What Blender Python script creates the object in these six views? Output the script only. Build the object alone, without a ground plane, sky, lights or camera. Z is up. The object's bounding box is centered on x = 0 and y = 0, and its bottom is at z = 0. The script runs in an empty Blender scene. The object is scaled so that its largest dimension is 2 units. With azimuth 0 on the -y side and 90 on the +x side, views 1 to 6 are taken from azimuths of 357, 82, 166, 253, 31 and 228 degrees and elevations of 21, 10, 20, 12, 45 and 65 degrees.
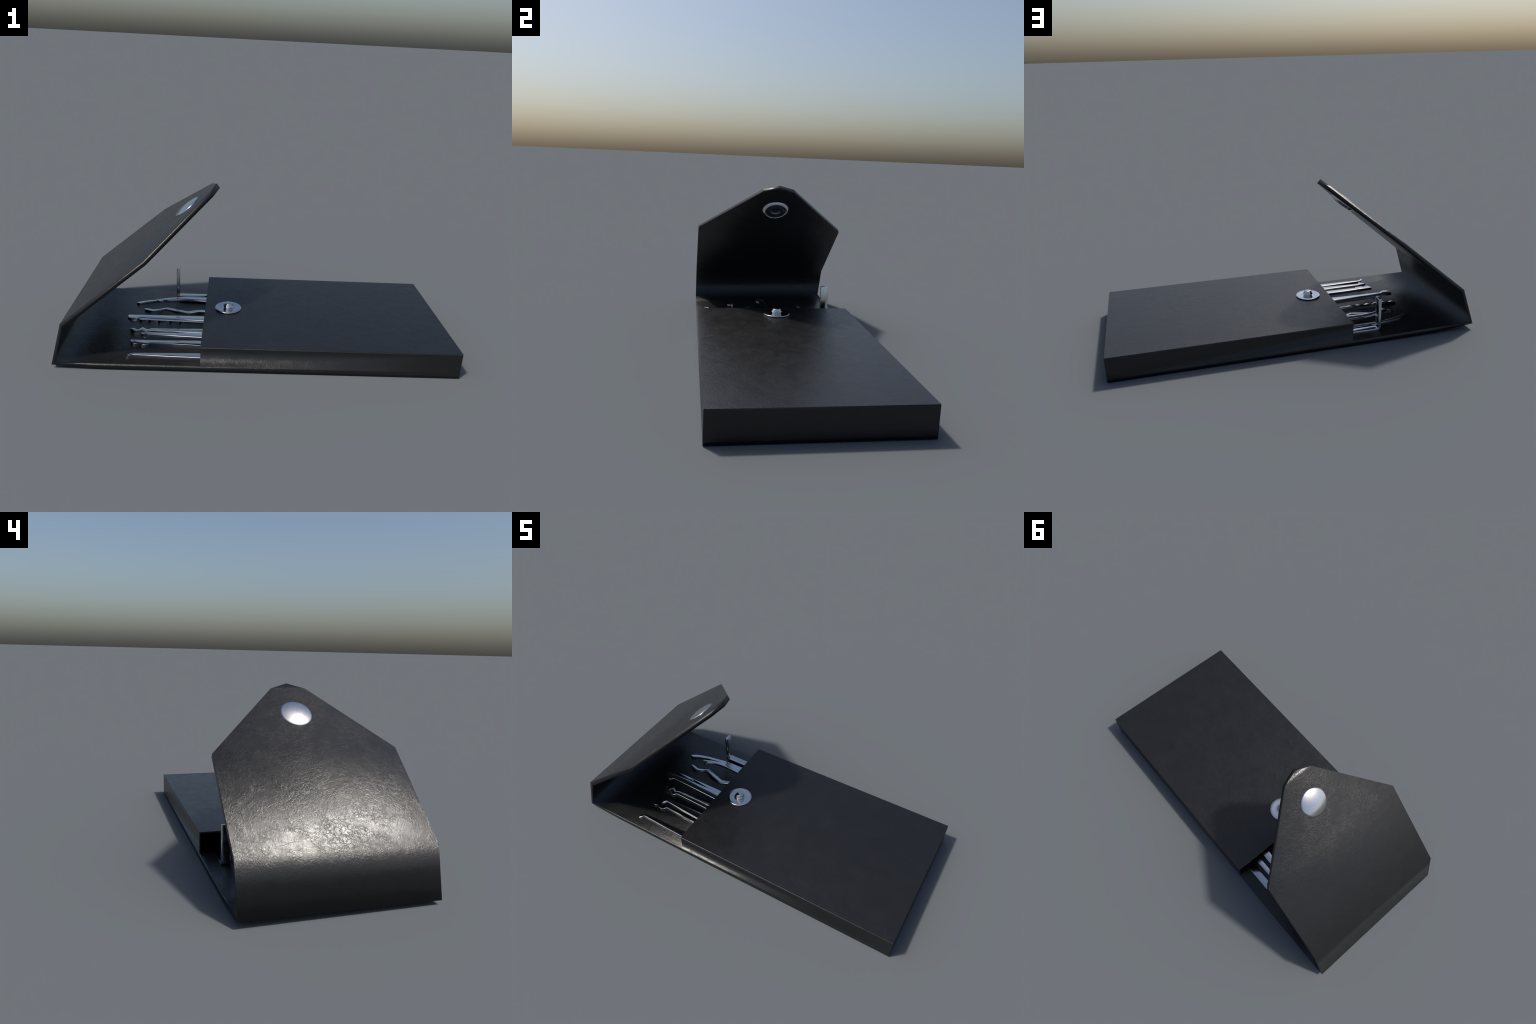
"""A black leather snap case lying open, with a set of lock picks in its pocket.

Metres, z up.  The back panel lies along x, the pocket fills the +x end, the
flap folds up at the -x end.  All meshes keep their origin at the world origin
so that the leather grain runs on from panel to panel.
"""
import bpy
import bmesh
from math import cos, sin, pi, radians
from mathutils import Vector, Matrix

# ------------------------------------------------------------------ sizes
HALF_WIDTH = 0.4255          # case half width (y)
END_X = 1.0                  # closed end of the pocket
MOUTH_X = -0.28              # open end of the pocket
POCKET_Z = 0.135             # top of the pocket
HEM_Z = 0.1268               # lower edge of the pocket's top sheet
PANEL_T = 0.030              # back panel thickness
WALL_T = 0.006
FLOOR_Z = 0.006              # the pocket is hollow down to a thin floor
FLAP_T = 0.0232            # flap thickness at the shoulders
TIP_T = 0.0272             # and at its point
LEATHER_RELIEF = 0.165


# ------------------------------------------------------------------ helpers
def new_object(name, mesh, parent=None, material=None):
    ob = bpy.data.objects.new(name, mesh)
    bpy.context.scene.collection.objects.link(ob)
    if parent is not None:
        ob.parent = parent
    if material is not None:
        mesh.materials.append(material)
    return ob


def thing(ob, label, category):
    ob["label"] = label
    ob["category"] = category
    return ob


class Nodes:
    """Small wrapper for wiring shader nodes."""

    def __init__(self, name):
        self.mat = bpy.data.materials.new(name)
        self.mat.use_nodes = True
        self.tree = self.mat.node_tree
        self.tree.nodes.clear()
        self.out = self.tree.nodes.new("ShaderNodeOutputMaterial")
        self.bsdf = self.tree.nodes.new("ShaderNodeBsdfPrincipled")
        self.link(self.bsdf.outputs[0], self.out.inputs[0])
        self.coord = self.tree.nodes.new("ShaderNodeTexCoord").outputs["Object"]

    def link(self, a, b):
        self.tree.links.new(a, b)

    def put(self, value, socket):
        if hasattr(value, "is_linked"):
            self.link(value, socket)
        else:
            socket.default_value = value

    def mapping(self, scale, rotation=(0, 0, 0), vector=None):
        n = self.tree.nodes.new("ShaderNodeMapping")
        n.inputs["Scale"].default_value = scale
        n.inputs["Rotation"].default_value = rotation
        self.link(vector if vector is not None else self.coord, n.inputs["Vector"])
        return n.outputs[0]

    def noise(self, scale, detail=3.0, rough=0.55, distortion=0.0, vector=None, colour=False):
        n = self.tree.nodes.new("ShaderNodeTexNoise")
        n.inputs["Scale"].default_value = scale
        n.inputs["Detail"].default_value = detail
        n.inputs["Roughness"].default_value = rough
        n.inputs["Distortion"].default_value = distortion
        self.link(vector if vector is not None else self.coord, n.inputs["Vector"])
        return n.outputs["Color" if colour else "Fac"]

    def voronoi_edge(self, scale, vector):
        n = self.tree.nodes.new("ShaderNodeTexVoronoi")
        n.feature = "DISTANCE_TO_EDGE"
        n.inputs["Scale"].default_value = scale
        self.link(vector, n.inputs["Vector"])
        return n.outputs["Distance"]

    def math(self, op, a, b=0.0, c=0.0, clamp=False):
        n = self.tree.nodes.new("ShaderNodeMath")
        n.operation = op
        n.use_clamp = clamp
        for v, s in zip((a, b, c), n.inputs):
            self.put(v, s)
        return n.outputs[0]

    def remap(self, v, a, b, c=0.0, d=1.0):
        n = self.tree.nodes.new("ShaderNodeMapRange")
        n.interpolation_type = "SMOOTHSTEP"
        for x, s in zip((v, a, b, c, d), n.inputs):
            self.put(x, s)
        return n.outputs[0]

    def warp(self, amount, scale, vector=None):
        """coordinates pushed about by noise"""
        base = vector if vector is not None else self.coord
        col = self.noise(scale, 3.0, vector=base, colour=True)
        sub = self.tree.nodes.new("ShaderNodeVectorMath")
        sub.operation = "SUBTRACT"
        self.link(col, sub.inputs[0])
        sub.inputs[1].default_value = (0.5, 0.5, 0.5)
        mul = self.tree.nodes.new("ShaderNodeVectorMath")
        mul.operation = "MULTIPLY_ADD"
        self.link(sub.outputs[0], mul.inputs[0])
        mul.inputs[1].default_value = (amount,) * 3
        self.link(base, mul.inputs[2])
        return mul.outputs[0]

    def mix_colour(self, fac, a, b):
        n = self.tree.nodes.new("ShaderNodeMix")
        n.data_type = "RGBA"
        self.put(fac, n.inputs[0])
        self.put(a, n.inputs[6])
        self.put(b, n.inputs[7])
        return n.outputs[2]

    def bump(self, height, strength, distance):
        n = self.tree.nodes.new("ShaderNodeBump")
        n.inputs["Strength"].default_value = strength
        n.inputs["Distance"].default_value = distance
        self.link(height, n.inputs["Height"])
        self.link(n.outputs[0], self.bsdf.inputs["Normal"])


# ------------------------------------------------------------------ materials
def make_leather():
    n = Nodes("black_leather")
    # flaky crackle: meandering hair creases, strong in some patches only
    patch = n.remap(n.noise(6.0, 5.0, 0.65, 1.0), 0.40, 0.60)
    w1 = n.warp(0.05, 18.0)
    ridge = n.math("ABSOLUTE", n.math("SUBTRACT", n.noise(40.0, 5.0, 0.64, 0.5, vector=w1), 0.5))
    hair = n.remap(ridge, 0.0, 0.038)
    cells = n.remap(n.voronoi_edge(48.0, n.warp(0.050, 30.0)), 0.0, 0.12)
    h = n.math("MULTIPLY", n.math("ADD", hair, n.math("MULTIPLY", cells, 0.8)), n.math("MULTIPLY_ADD", patch, 0.8, 0.2))
    # a few long creases, swirling wrinkles and fine grain
    crease = n.remap(n.voronoi_edge(7.0, n.warp(0.20, 7.0)), 0.0, 0.016)
    crease = n.math("MAXIMUM", crease, n.remap(n.noise(7.0, 2.0, 0.5), 0.46, 0.56))
    swirl = n.noise(16.0, 4.0, 0.6, 1.6)
    fine = n.noise(170.0, 3.0, 0.6)
    h = n.math("MULTIPLY_ADD", crease, 0.8, h)
    h = n.math("MULTIPLY_ADD", swirl, 1.0, h)
    h = n.math("MULTIPLY_ADD", fine, 0.22, h)
    n.bump(h, LEATHER_RELIEF, 0.0020)
    tone = n.remap(n.noise(9.0, 5.0, 0.65), 0.35, 0.68)
    n.link(n.mix_colour(tone, (0.0080, 0.0083, 0.0089, 1), (0.0092, 0.0095, 0.0101, 1)), n.bsdf.inputs["Base Color"])
    gloss = n.noise(17.0, 6.0, 0.7, 0.4)
    n.link(n.remap(gloss, 0.36, 0.64, 0.305, 0.365), n.bsdf.inputs["Roughness"])
    return n.mat


def make_steel():
    n = Nodes("polished_steel")
    n.bsdf.inputs["Base Color"].default_value = (0.62, 0.63, 0.64, 1)
    n.bsdf.inputs["Metallic"].default_value = 1.0
    v = n.mapping((6.0, 40.0, 40.0))
    n.link(n.remap(n.noise(6.0, 4.0, 0.6, vector=v), 0.3, 0.7, 0.13, 0.19), n.bsdf.inputs["Roughness"])
    n.bump(n.noise(30.0, 3.0, 0.6, vector=v), 0.03, 0.0006)
    return n.mat


def make_metal(name, colour, smooth, dull):
    n = Nodes(name)
    n.bsdf.inputs["Base Color"].default_value = (*colour, 1)
    n.bsdf.inputs["Metallic"].default_value = 1.0
    n.link(n.remap(n.noise(40.0, 4.0, 0.6), 0.3, 0.7, smooth, dull), n.bsdf.inputs["Roughness"])
    return n.mat


# ------------------------------------------------------------------ the leather body
class Body:
    """One continuous leather skin; its faces are tagged with the part they
    belong to and split into parts that share the whole skin's normals."""

    def __init__(self):
        self.points = {}
        self.co = []
        self.faces = []          # (indices, part)
        self.sharp = set()
        self.lean = {}           # corners whose shading rolls over the rim

    def v(self, p):
        key = tuple(round(c, 5) for c in p)
        if key not in self.points:
            self.points[key] = len(self.co)
            self.co.append(Vector(p))
        return self.points[key]

    def face(self, part, pts, facing):
        """facing: a rough outward direction, used to orient the face"""
        idx = [self.v(p) for p in pts]
        n = Vector((0, 0, 0))
        for a, b in zip(pts, pts[1:] + pts[:1]):
            n += Vector(a).cross(Vector(b))
        if n.dot(Vector(facing)) < 0:
            idx.reverse()
        self.faces.append((idx, part))

    def crease(self, a, b):
        self.sharp.add(frozenset((self.v(a), self.v(b))))

    def build(self, parent, material):
        areas = []
        for idx, _ in self.faces:
            n = Vector((0, 0, 0))
            for i, j in zip(idx, idx[1:] + idx[:1]):
                n += self.co[i].cross(self.co[j])
            areas.append(n)
        around = {}
        for f, (idx, _) in enumerate(self.faces):
            for i in idx:
                around.setdefault(i, []).append(f)

        def corner_normal(f, i):
            """area weighted normal of the faces about vertex i that are
            reached from face f without crossing a crease"""
            seen, todo = {f}, [f]
            while todo:
                g = todo.pop()
                loop = self.faces[g][0]
                k = loop.index(i)
                for j in (loop[k - 1], loop[(k + 1) % len(loop)]):
                    if frozenset((i, j)) in self.sharp:
                        continue
                    for h in around[i]:
                        if h not in seen and j in self.faces[h][0]:
                            seen.add(h)
                            todo.append(h)
            total = Vector((0, 0, 0))
            for g in seen:
                total += areas[g]
            return (total.normalized() + self.lean.get(i, Vector((0, 0, 0)))).normalized()

        parts = []
        for _, part in self.faces:
            if part not in parts:
                parts.append(part)
        for part in parts:
            local, co, faces, normals = {}, [], [], []
            for f, (idx, p) in enumerate(self.faces):
                if p != part:
                    continue
                loop = []
                for i in idx:
                    if i not in local:
                        local[i] = len(co)
                        co.append(self.co[i])
                    loop.append(local[i])
                    normals.append(corner_normal(f, i))
                faces.append(loop)
            me = bpy.data.meshes.new(part)
            me.from_pydata(co, [], faces)
            me.update()
            me.polygons.foreach_set("use_smooth", [True] * len(me.polygons))
            me.normals_split_custom_set([tuple(v) for v in normals])
            new_object(part, me, parent, material)


def side_profiles(side):
    """(x, z) of the outer and inner skin along the strip, on one side (-1 or
    +1); the +y side of the fold is lifted and pushed out a little."""
    if side < 0:
        outer = [(END_X, 0.0), (MOUTH_X, 0.0), (-0.775, 0.0025), (-0.990, 0.0182),
                 (-0.9360, 0.2368), (-0.546, 0.5665)]
        inner = [(END_X, PANEL_T), (MOUTH_X, PANEL_T), (-0.775, 0.0315), (-0.9725, 0.0318),
                 (-0.9200, 0.2165)]
    else:
        outer = [(END_X, 0.0), (MOUTH_X, 0.0), (-0.775, 0.0070), (-0.9992, 0.0290),
                 (-0.9265, 0.2452), (-0.547, 0.5620)]
        inner = [(END_X, PANEL_T), (MOUTH_X, PANEL_T), (-0.775, 0.0378), (-0.9820, 0.0430),
                 (-0.9120, 0.2250)]
    dx, dz = outer[5][0] - outer[4][0], outer[5][1] - outer[4][1]
    k = FLAP_T / (dx * dx + dz * dz) ** 0.5
    inner.append((outer[5][0] + dz * k, outer[5][1] - dx * k))
    return outer, inner


def build_case(leather):
    root = bpy.data.objects.new("lock_pick_case", None)
    bpy.context.scene.collection.objects.link(root)
    thing(root, "open black leather snap case with folded flap", "tool case")

    b = Body()
    w = HALF_WIDTH
    rails = {}
    for side in (-1, 1):
        outer, inner = side_profiles(side)
        y = side * w
        o = [(x, y, z) for x, z in outer]
        i = [(x, y, z) for x, z in inner]
        m = [tuple((p + q) / 2 for p, q in zip(a, c)) for a, c in zip(o, i)]
        rails[side] = (o, m, i)
    on, mn, inn = rails[-1]
    op, mp, ip = rails[1]

    strip_part = ["back_panel", "back_panel", "back_panel", "spine", "flap"]
    out_dir = [(0, 0, -1), (0, 0, -1), (0, 0, -1), (-1, 0, 0.2), (-0.6, 0, 0.8)]
    for k in range(5):
        part, d = strip_part[k], out_dir[k]
        b.face(part, [on[k], on[k + 1], op[k + 1], op[k]], d)
        if k > 0:
            b.face(part, [inn[k], inn[k + 1], ip[k + 1], ip[k]], [-c for c in d])
        for side in (-1, 1):
            o, m, i = rails[side]
            b.face(part, [o[k], o[k + 1], m[k + 1], m[k]], (0, side, 0))
            b.face(part, [m[k], m[k + 1], i[k + 1], i[k]], (0, side, 0))

    # flap point: shoulders run in to a blunt tip of three corners
    d = Vector((0.310, 0.0, 0.269)).normalized()
    nrm = Vector((-d.z, 0, d.x))
    tip_o = [(-0.2622, -0.085, 0.8105), (-0.2350, 0.000, 0.8325), (-0.2622, 0.086, 0.8105)]
    tip_i = [tuple(Vector(p) - nrm * TIP_T) for p in tip_o]
    tip_m = [tuple((Vector(p) + Vector(q)) / 2) for p, q in zip(tip_o, tip_i)]
    ro = [on[5]] + tip_o + [op[5]]
    rm = [mn[5]] + tip_m + [mp[5]]
    ri = [inn[5]] + tip_i + [ip[5]]
    for r, f in ((ro, (-0.6, 0, 0.8)), (ri, (0.6, 0, -0.8))):
        b.face("flap", [r[0], r[1], r[3], r[4]], f)
        b.face("flap", [r[1], r[2], r[3]], f)
    for k in range(4):
        mid = (Vector(rm[k]) + Vector(rm[k + 1])) / 2
        f = (mid - Vector((-0.5, 0, 0.6)))
        b.face("flap", [ro[k], ro[k + 1], rm[k + 1], rm[k]], f)
        b.face("flap", [rm[k], rm[k + 1], ri[k + 1], ri[k]], f)

    # flap corner normals lean outwards to darken the sun sheen there; shape stays flat
    for ring in (ro, ri):
        for k, amount in ((0, 0.20), (4, 0.20), (1, 0.10), (3, 0.10)):
            side = -1 if k < 2 else 1
            b.lean[b.v(ring[k])] = (d * 0.55 + Vector((0, side * 0.83, 0))) * amount

    # closed end of the back panel
    for lo, hi in ((on, mn), (mn, inn)):
        lp, hp = (op, mp) if lo is on else (mp, ip)
        b.face("back_panel", [lo[0], lp[0], hp[0], hi[0]], (1, 0, 0))
    for side in (-1, 1):
        o, m, i = rails[side]
        b.crease(o[0], m[0])
        b.crease(m[0], i[0])

    # pocket: walls and top sheet
    def ring(z):
        return [(MOUTH_X, -w, z), (END_X, -w, z), (END_X, w, z), (MOUTH_X, w, z)]

    base, hem, top = ring(PANEL_T), ring(HEM_Z), ring(POCKET_Z)
    dirs = [(0, -1, 0), (1, 0, 0), (0, 1, 0)]
    for k in range(3):
        b.face("pocket", [base[k], base[k + 1], hem[k + 1], hem[k]], dirs[k])
        b.face("pocket", [hem[k], hem[k + 1], top[k + 1], top[k]], dirs[k])
    b.face("pocket", top, (0, 0, 1))
    for k in (1, 2):
        b.crease(base[k], hem[k])
        b.crease(hem[k], top[k])
    # inside of the pocket
    wi, xe, zc = w - WALL_T, END_X - WALL_T, HEM_Z - 0.0004
    fl = [(MOUTH_X, -wi, FLOOR_Z), (xe, -wi, FLOOR_Z), (xe, wi, FLOOR_Z), (MOUTH_X, wi, FLOOR_Z)]
    step = [(MOUTH_X, -w, PANEL_T), (MOUTH_X, -wi, PANEL_T), (MOUTH_X, wi, PANEL_T), (MOUTH_X, w, PANEL_T)]
    ce = [(p[0], p[1], zc) for p in fl]
    b.face("pocket", fl, (0, 0, 1))
    b.face("pocket", ce, (0, 0, -1))
    for k in range(3):
        b.face("pocket", [fl[k], fl[k + 1], ce[k + 1], ce[k]], [-c for c in dirs[k]])
        b.crease(fl[k], fl[k + 1])
        b.crease(ce[k], ce[k + 1])
    for k in range(4):
        b.crease(fl[k], ce[k])
    for k, q in ((0, 1), (3, 2)):
        b.crease(fl[k], step[q])
    # lips at the mouth
    b.face("pocket", [fl[0], step[1], step[2], fl[3]], (1, 0, 0))
    b.crease(step[1], step[2])
    b.crease(fl[0], fl[3])
    lip = [(hem[0], step[0], step[1], ce[0]), (hem[3], step[3], step[2], ce[3])]
    for a, c, e, g in lip:
        b.face("pocket", [a, c, e, g], (-1, 0, 0))
        b.crease(a, c)
        b.crease(e, g)
        b.crease(g, a)
    b.face("pocket", [hem[0], top[0], top[3], hem[3], ce[3], ce[0]], (-1, 0, 0))
    b.crease(top[0], top[3])
    b.crease(ce[0], ce[3])
    b.crease(hem[0], top[0])
    b.crease(hem[3], top[3])

    b.build(root, leather)
    return root


# ------------------------------------------------------------------ snap fastener
def lathe(name, profile, frame, parent, material, segments=56, sharp_deg=60):
    """turn a (radius, height) profile about the z axis of frame"""
    bm = bmesh.new()
    rings = []
    for r, h in profile:
        if r < 1e-6:
            rings.append([bm.verts.new(frame @ Vector((0, 0, h)))])
        else:
            rings.append([bm.verts.new(frame @ Vector((r * cos(2 * pi * s / segments),
                                                       r * sin(2 * pi * s / segments), h)))
                          for s in range(segments)])
    for a, b in zip(rings, rings[1:]):
        for s in range(segments):
            t = (s + 1) % segments
            if len(a) == 1 and len(b) > 1:
                bm.faces.new((a[0], b[t], b[s]))
            elif len(b) == 1 and len(a) > 1:
                bm.faces.new((a[s], a[t], b[0]))
            elif len(a) > 1:
                bm.faces.new((a[s], a[t], b[t], b[s]))
    bmesh.ops.recalc_face_normals(bm, faces=bm.faces)
    me = bpy.data.meshes.new(name)
    bm.to_mesh(me)
    bm.free()
    me.shade_smooth()
    me.set_sharp_from_angle(angle=radians(sharp_deg))
    return new_object(name, me, parent, material)


def build_snap(root, metal, dark):
    # stud on the pocket: dished disc with a waisted post
    stud = Matrix.Translation((-0.155, 0.001, POCKET_Z))
    disc = [(0.052, -0.002), (0.060, -0.001), (0.068, 0.0005), (0.0705, 0.0028), (0.0712, 0.0052),
            (0.0700, 0.0072), (0.0670, 0.0082), (0.0600, 0.0080), (0.0480, 0.0071), (0.0380, 0.0064),
            (0.0300, 0.0062), (0.0255, 0.0070), (0.0235, 0.0088), (0.0000, 0.0088)]
    ob = lathe("snap_stud", disc, stud, root, metal)
    post = [(0.0240, 0.0076), (0.0228, 0.0108), (0.0282, 0.0152), (0.0278, 0.0182), (0.0226, 0.0228),
            (0.0222, 0.0280), (0.0206, 0.0322), (0.0160, 0.0343), (0.0000, 0.0348)]
    lathe("snap_post", post, stud, ob, metal, 48, 180)

    # cap on the outside of the flap, socket on its inside
    along = Vector((0.310, 0.0, 0.269)).normalized()
    out = Vector((-along.z, 0, along.x))
    across = out.cross(along)
    outer_mid = Vector((-0.5465, 0, 0.5632)) + along * 0.2165
    def frame(origin, z):
        x = along
        y = z.cross(x)
        m = Matrix((x, y, z)).transposed().to_4x4()
        m.translation = origin
        return m
    R, H = 0.0735, 0.0140
    cap = [(0.0680, -0.0010), (0.0725, 0.0004), (R, 0.0018), (0.0728, 0.0030)]
    for k in range(1, 15):
        r = 0.0728 * (1 - k / 14)
        cap.append((r, 0.0030 + (H - 0.0030) * (1 - (r / 0.0728) ** 2)))
    lathe("snap_cap", cap, frame(outer_mid, out), root, metal, 64)
    # a coned ring about a darker cup
    socket = [(0.0755, -0.0010), (0.0758, 0.0014), (0.0740, 0.0050), (0.0680, 0.0125), (0.0640, 0.0156),
              (0.0615, 0.0160), (0.0600, 0.0154), (0.0594, 0.0140)]
    seat = frame(outer_mid + along * 0.002 + Vector((0, 0.003, 0)) - out * 0.0238, -out)
    ob = lathe("snap_socket", socket, seat, root, metal, 64)
    cup = [(0.0594, 0.0140), (0.0584, 0.0122), (0.0550, 0.0110), (0.0470, 0.0118), (0.0360, 0.0130),
           (0.0280, 0.0128), (0.0245, 0.0112), (0.0235, 0.0060), (0.0225, 0.0030), (0.0000, 0.0026)]
    lathe("snap_cup", cup, seat, ob, dark, 64)


# ------------------------------------------------------------------ picks
TAIL_X = 0.55                # where the picks end, hidden in the pocket


def facet_normals(me):
    """corner normals of a ground bar: crown, chamfer and flank each run on
    smoothly round the outline; the crown is very slightly domed"""
    def kind(p):
        z = p.normal.z
        return 0 if z > 0.9 else 1 if z > 0.3 else 2 if z > -0.3 else 3
    sums = {}
    for p in me.polygons:
        for v in p.vertices:
            key = (v, kind(p))
            sums[key] = sums.get(key, Vector((0, 0, 0))) + p.normal
    out = []
    for p in me.polygons:
        k = kind(p)
        for v in p.vertices:
            n = sums[v, k].normalized()
            if k == 0 and (v, 1) in sums:
                side = sums[v, 1].copy()
                side.z = 0
                if side.length > 1e-6:
                    side.normalize()
                    n = n + side * (0.28 if side.y > 0.3 else 0.09)
            out.append(tuple(n.normalized()))
    return out


def pick(name, far, near, z0, z1, metal, label, bevel=0.0018):
    """flat bar cut to an outline: far (+y) edge and near (-y) edge, each
    listed from the tip towards the pocket"""
    far = [(x, y + 0.0020) for x, y in far]
    outline = list(far) + [(TAIL_X, far[-1][1])] + [(TAIL_X, near[-1][1])] + list(reversed(near))
    bm = bmesh.new()
    top = [bm.verts.new((x, y, z1)) for x, y in outline]
    bot = [bm.verts.new((x, y, z0)) for x, y in outline]
    n = len(outline)
    bm.faces.new(top)
    bm.faces.new(list(reversed(bot)))
    for k in range(n):
        j = (k + 1) % n
        bm.faces.new((top[k], bot[k], bot[j], top[j]))
    bmesh.ops.recalc_face_normals(bm, faces=bm.faces)
    rim = [e for e in bm.edges if min(v.co.z for v in e.verts) > z1 - 1e-6]
    bmesh.ops.bevel(bm, geom=rim, offset=bevel, offset_type="OFFSET", segments=1,
                    profile=0.5, affect="EDGES", clamp_overlap=True)
    # lace the top face crosswise, far edge to near edge, so it shades as a slim bar
    crown = max((f for f in bm.faces if f.normal.z > 0.9), key=lambda f: f.calc_area())
    ring = list(crown.verts)
    t = min(range(len(ring)), key=lambda k: ring[k].co.x)
    ring = ring[t:] + ring[:t]
    tail = sorted(range(len(ring)), key=lambda k: -ring[k].co.x)[:2]
    a, b = ring[:min(tail) + 1], [ring[0]] + list(reversed(ring[max(tail):]))
    bm.faces.remove(crown)
    i = j = 0
    while i < len(a) - 1 or j < len(b) - 1:
        if j == len(b) - 1 or (i < len(a) - 1 and a[i + 1].co.x <= b[j + 1].co.x):
            new = (a[i], a[i + 1], b[j])
            i += 1
        else:
            new = (a[i], b[j + 1], b[j])
            j += 1
        if len(set(new)) == 3:
            bm.faces.new(new)
    bmesh.ops.triangulate(bm, faces=[f for f in bm.faces if len(f.verts) > 4])
    bmesh.ops.recalc_face_normals(bm, faces=bm.faces)
    me = bpy.data.meshes.new(name)
    bm.to_mesh(me)
    bm.free()
    me.polygons.foreach_set("use_smooth", [True] * len(me.polygons))
    me.normals_split_custom_set(facet_normals(me))
    ob = new_object(name, me, None, metal)
    return thing(ob, label, "lock pick")


def arc(x0, x1, y0, depth, steps=6):
    """points along a half-round bulge towards -y between x0 and x1"""
    out = []
    for k in range(steps + 1):
        a = pi * k / steps
        out.append(((x0 + x1) / 2 - (x1 - x0) / 2 * cos(a), y0 - depth * sin(a)))
    return out


def build_picks(metal):
    LOW = (0.0315, 0.0412)
    HIGH = (0.0665, 0.0785)

    pick("hook_pick",
         [(-0.649, -0.366), (-0.645, -0.358), (-0.633, -0.344), (-0.618, -0.336), (-0.373, -0.325), (-0.285, -0.322)],
         [(-0.642, -0.376), (-0.626, -0.354), (-0.615, -0.351), (-0.457, -0.359), (-0.285, -0.365)],
         *LOW, metal, "flat steel pick with a small hooked tip")

    pick("double_ball_pick",
         [(-0.653, -0.209), (-0.562, -0.207), (-0.384, -0.200), (-0.288, -0.197)],
         [(-0.645, -0.234)] + arc(-0.644, -0.606, -0.234, 0.012, 5) + arc(-0.604, -0.548, -0.234, 0.019, 6)
         + [(-0.426, -0.238), (-0.288, -0.246)],
         *LOW, metal, "flat steel pick with two round lobes")

    pick("half_diamond_pick",
         [(-0.603, -0.199), (-0.545, -0.190), (-0.385, -0.187), (-0.286, -0.183)],
         [(-0.573, -0.238), (-0.558, -0.211), (-0.428, -0.220), (-0.286, -0.229)],
         *HIGH, metal, "flat steel pick with a pointed half diamond")

    pick("star_tip_pick",
         [(-0.675, -0.087), (-0.659, -0.080), (-0.633, -0.097), (-0.612, -0.066), (-0.584, -0.091), (-0.562, -0.078),
          (-0.396, -0.073), (-0.288, -0.067)],
         [(-0.671, -0.097), (-0.637, -0.123), (-0.613, -0.106), (-0.584, -0.127), (-0.561, -0.105), (-0.446, -0.108),
          (-0.288, -0.114)],
         *LOW, metal, "flat steel pick with a notched star tip")

    pick("half_ball_pick",
         [(-0.697, -0.002), (-0.653, -0.002), (-0.501, 0.002), (-0.285, 0.006)],
         [(-0.699, -0.021)] + arc(-0.697, -0.634, -0.027, 0.027, 8)[1:-1] + [(-0.628, -0.034), (-0.400, -0.043), (-0.285, -0.049)],
         0.0680, 0.0805, metal, "flat steel pick with a half round tip")

    teeth = []
    for peak in (-0.628, -0.581, -0.529, -0.466, -0.413):
        teeth += [(peak - 0.022, 0.035), (peak - 0.004, 0.014), (peak + 0.005, 0.010)]
    pick("saw_rake_pick",
         [(-0.700, 0.053), (-0.561, 0.053), (-0.285, 0.056)],
         [(-0.701, 0.046), (-0.688, 0.024), (-0.674, 0.020)] + teeth + [(-0.388, 0.017), (-0.285, 0.013)],
         *LOW, metal, "flat steel rake with a row of rounded teeth")

    pick("snake_rake_pick",
         [(-0.636, 0.158), (-0.613, 0.156), (-0.582, 0.147), (-0.554, 0.155), (-0.511, 0.177), (-0.468, 0.163),
          (-0.384, 0.136), (-0.330, 0.158), (-0.287, 0.161)],
         [(-0.634, 0.143), (-0.602, 0.129), (-0.582, 0.123), (-0.546, 0.139), (-0.512, 0.152), (-0.453, 0.130),
          (-0.384, 0.110), (-0.325, 0.136), (-0.287, 0.138)],
         *LOW, metal, "thin steel rake bent in gentle waves")

    pick("curved_pick",
         [(-0.692, 0.229), (-0.661, 0.248), (-0.622, 0.262), (-0.570, 0.275), (-0.495, 0.288), (-0.452, 0.296),
          (-0.334, 0.299), (-0.285, 0.301)],
         [(-0.691, 0.222), (-0.669, 0.212), (-0.633, 0.236), (-0.578, 0.255), (-0.500, 0.268), (-0.450, 0.272),
          (-0.285, 0.273)],
         0.0350, 0.0435, metal, "flat steel pick with a long curved neck")

    pick("barbed_pick",
         [(-0.573, 0.203), (-0.534, 0.217), (-0.521, 0.224), (-0.451, 0.243), (-0.400, 0.250), (-0.285, 0.253)],
         [(-0.548, 0.172), (-0.533, 0.199), (-0.470, 0.216), (-0.413, 0.221), (-0.286, 0.213)],
         *HIGH, metal, "flat steel pick with a small barb")


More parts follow.
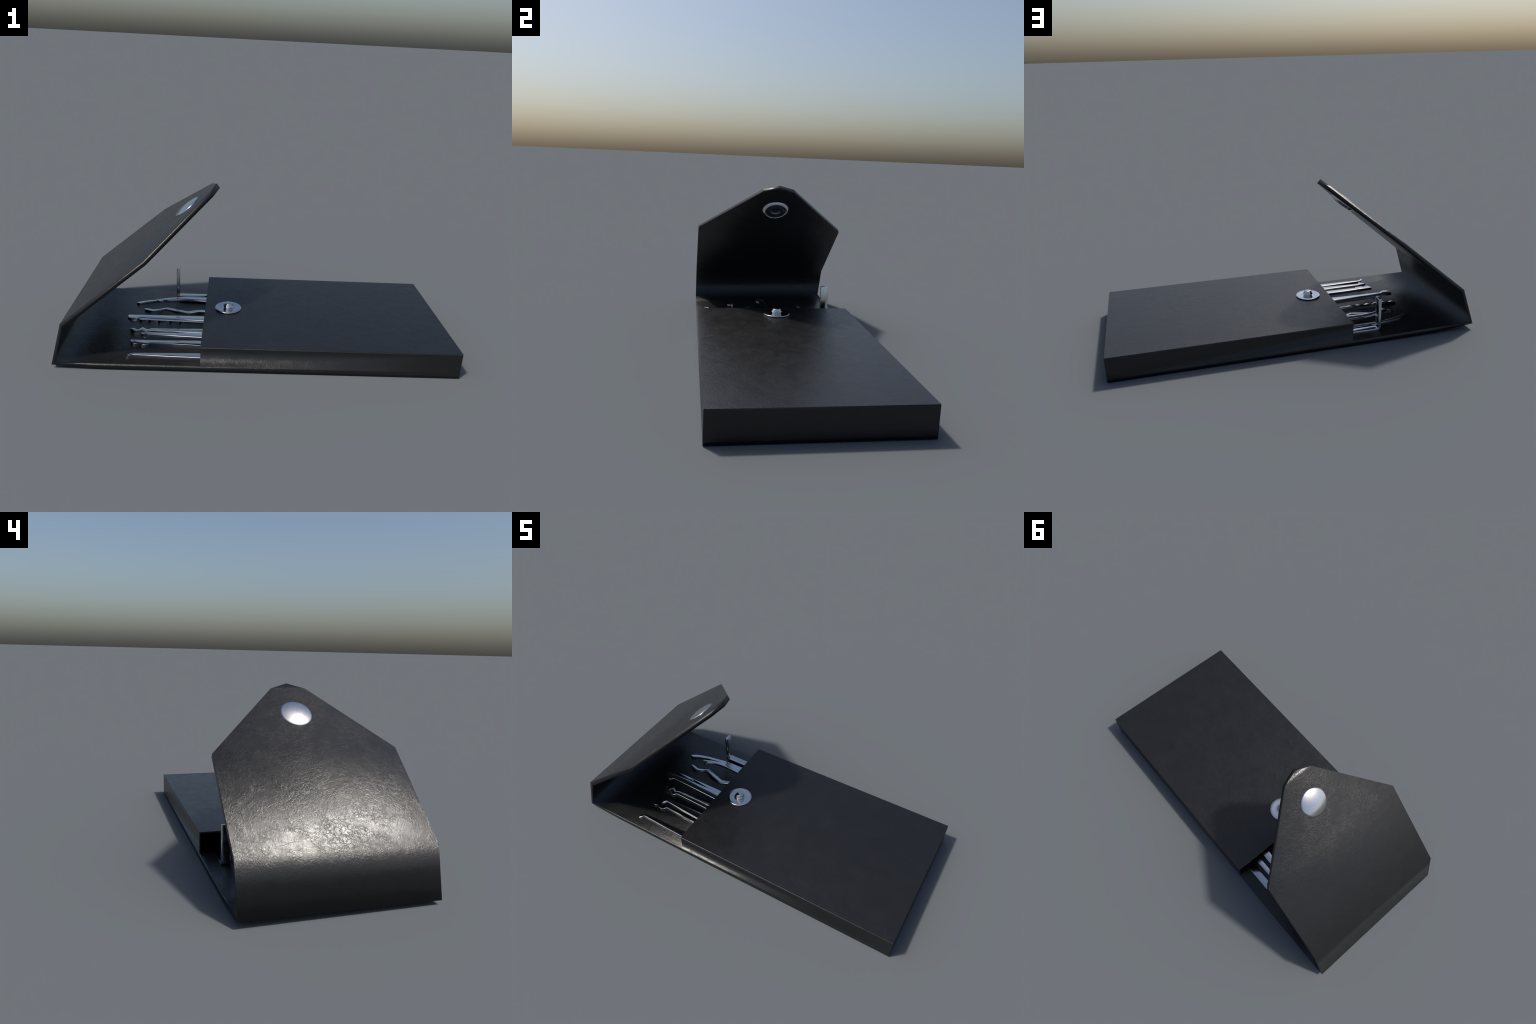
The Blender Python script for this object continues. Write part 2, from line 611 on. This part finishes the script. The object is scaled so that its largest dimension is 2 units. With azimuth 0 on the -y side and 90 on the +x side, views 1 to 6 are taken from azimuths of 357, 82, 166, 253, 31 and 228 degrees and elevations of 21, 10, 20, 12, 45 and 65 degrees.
def build_wrench(metal):
    """L-shaped tension wrench: a flat strip bent straight up"""
    t, r = 0.0178, 0.018
    x_out, z_out, z_top = -0.4685, 0.0305, 0.2245
    y0, y1, y0_up = 0.3275, 0.3630, 0.3170   # the upright part is a little wider
    def path(off):
        """outside line of the bend moved in by off"""
        rr = r + 0.008 - off
        cx, cz = x_out + r + 0.008, z_out + r + 0.008
        pts = [(TAIL_X - 0.2, z_out + off)]
        for k in range(6):
            a = radians(270 - 90 * k / 5)
            pts.append((cx + rr * cos(a), cz + rr * sin(a)))
        pts.append((x_out + off, z_top))
        return pts
    outer, inner = path(0.0), path(t)
    bm = bmesh.new()
    rows = []
    for (ax, az), (bx, bz) in zip(outer, inner):
        lift = min(1.0, max(0.0, (-0.430 - ax) / 0.025))
        ya = y0 + (y0_up - y0) * lift
        rows.append([bm.verts.new(p) for p in ((ax, ya, az), (ax, y1, az), (bx, y1, bz), (bx, ya, bz))])
    for a, b in zip(rows, rows[1:]):
        for k in range(4):
            j = (k + 1) % 4
            bm.faces.new((a[k], a[j], b[j], b[k]))
    bm.faces.new(rows[0])
    bm.faces.new(list(reversed(rows[-1])))
    bmesh.ops.recalc_face_normals(bm, faces=bm.faces)
    edges = [e for e in bm.edges if len(e.link_faces) == 2
             and e.link_faces[0].normal.dot(e.link_faces[1].normal) < 0.3]
    bmesh.ops.bevel(bm, geom=edges, offset=0.0035, offset_type="OFFSET", segments=2,
                    profile=0.5, affect="EDGES", clamp_overlap=True)
    me = bpy.data.meshes.new("tension_wrench")
    bm.to_mesh(me)
    bm.free()
    me.shade_smooth()
    me.set_sharp_from_angle(angle=radians(60))
    ob = new_object("tension_wrench", me, None, metal)
    thing(ob, "flat steel tension wrench bent to an L", "lock tool")


leather = make_leather()
steel = make_steel()
case = build_case(leather)
build_snap(case, make_metal("nickel_plate", (0.66, 0.67, 0.68), 0.15, 0.21),
           make_metal("dark_metal", (0.24, 0.25, 0.27), 0.24, 0.34))
build_picks(steel)
build_wrench(steel)
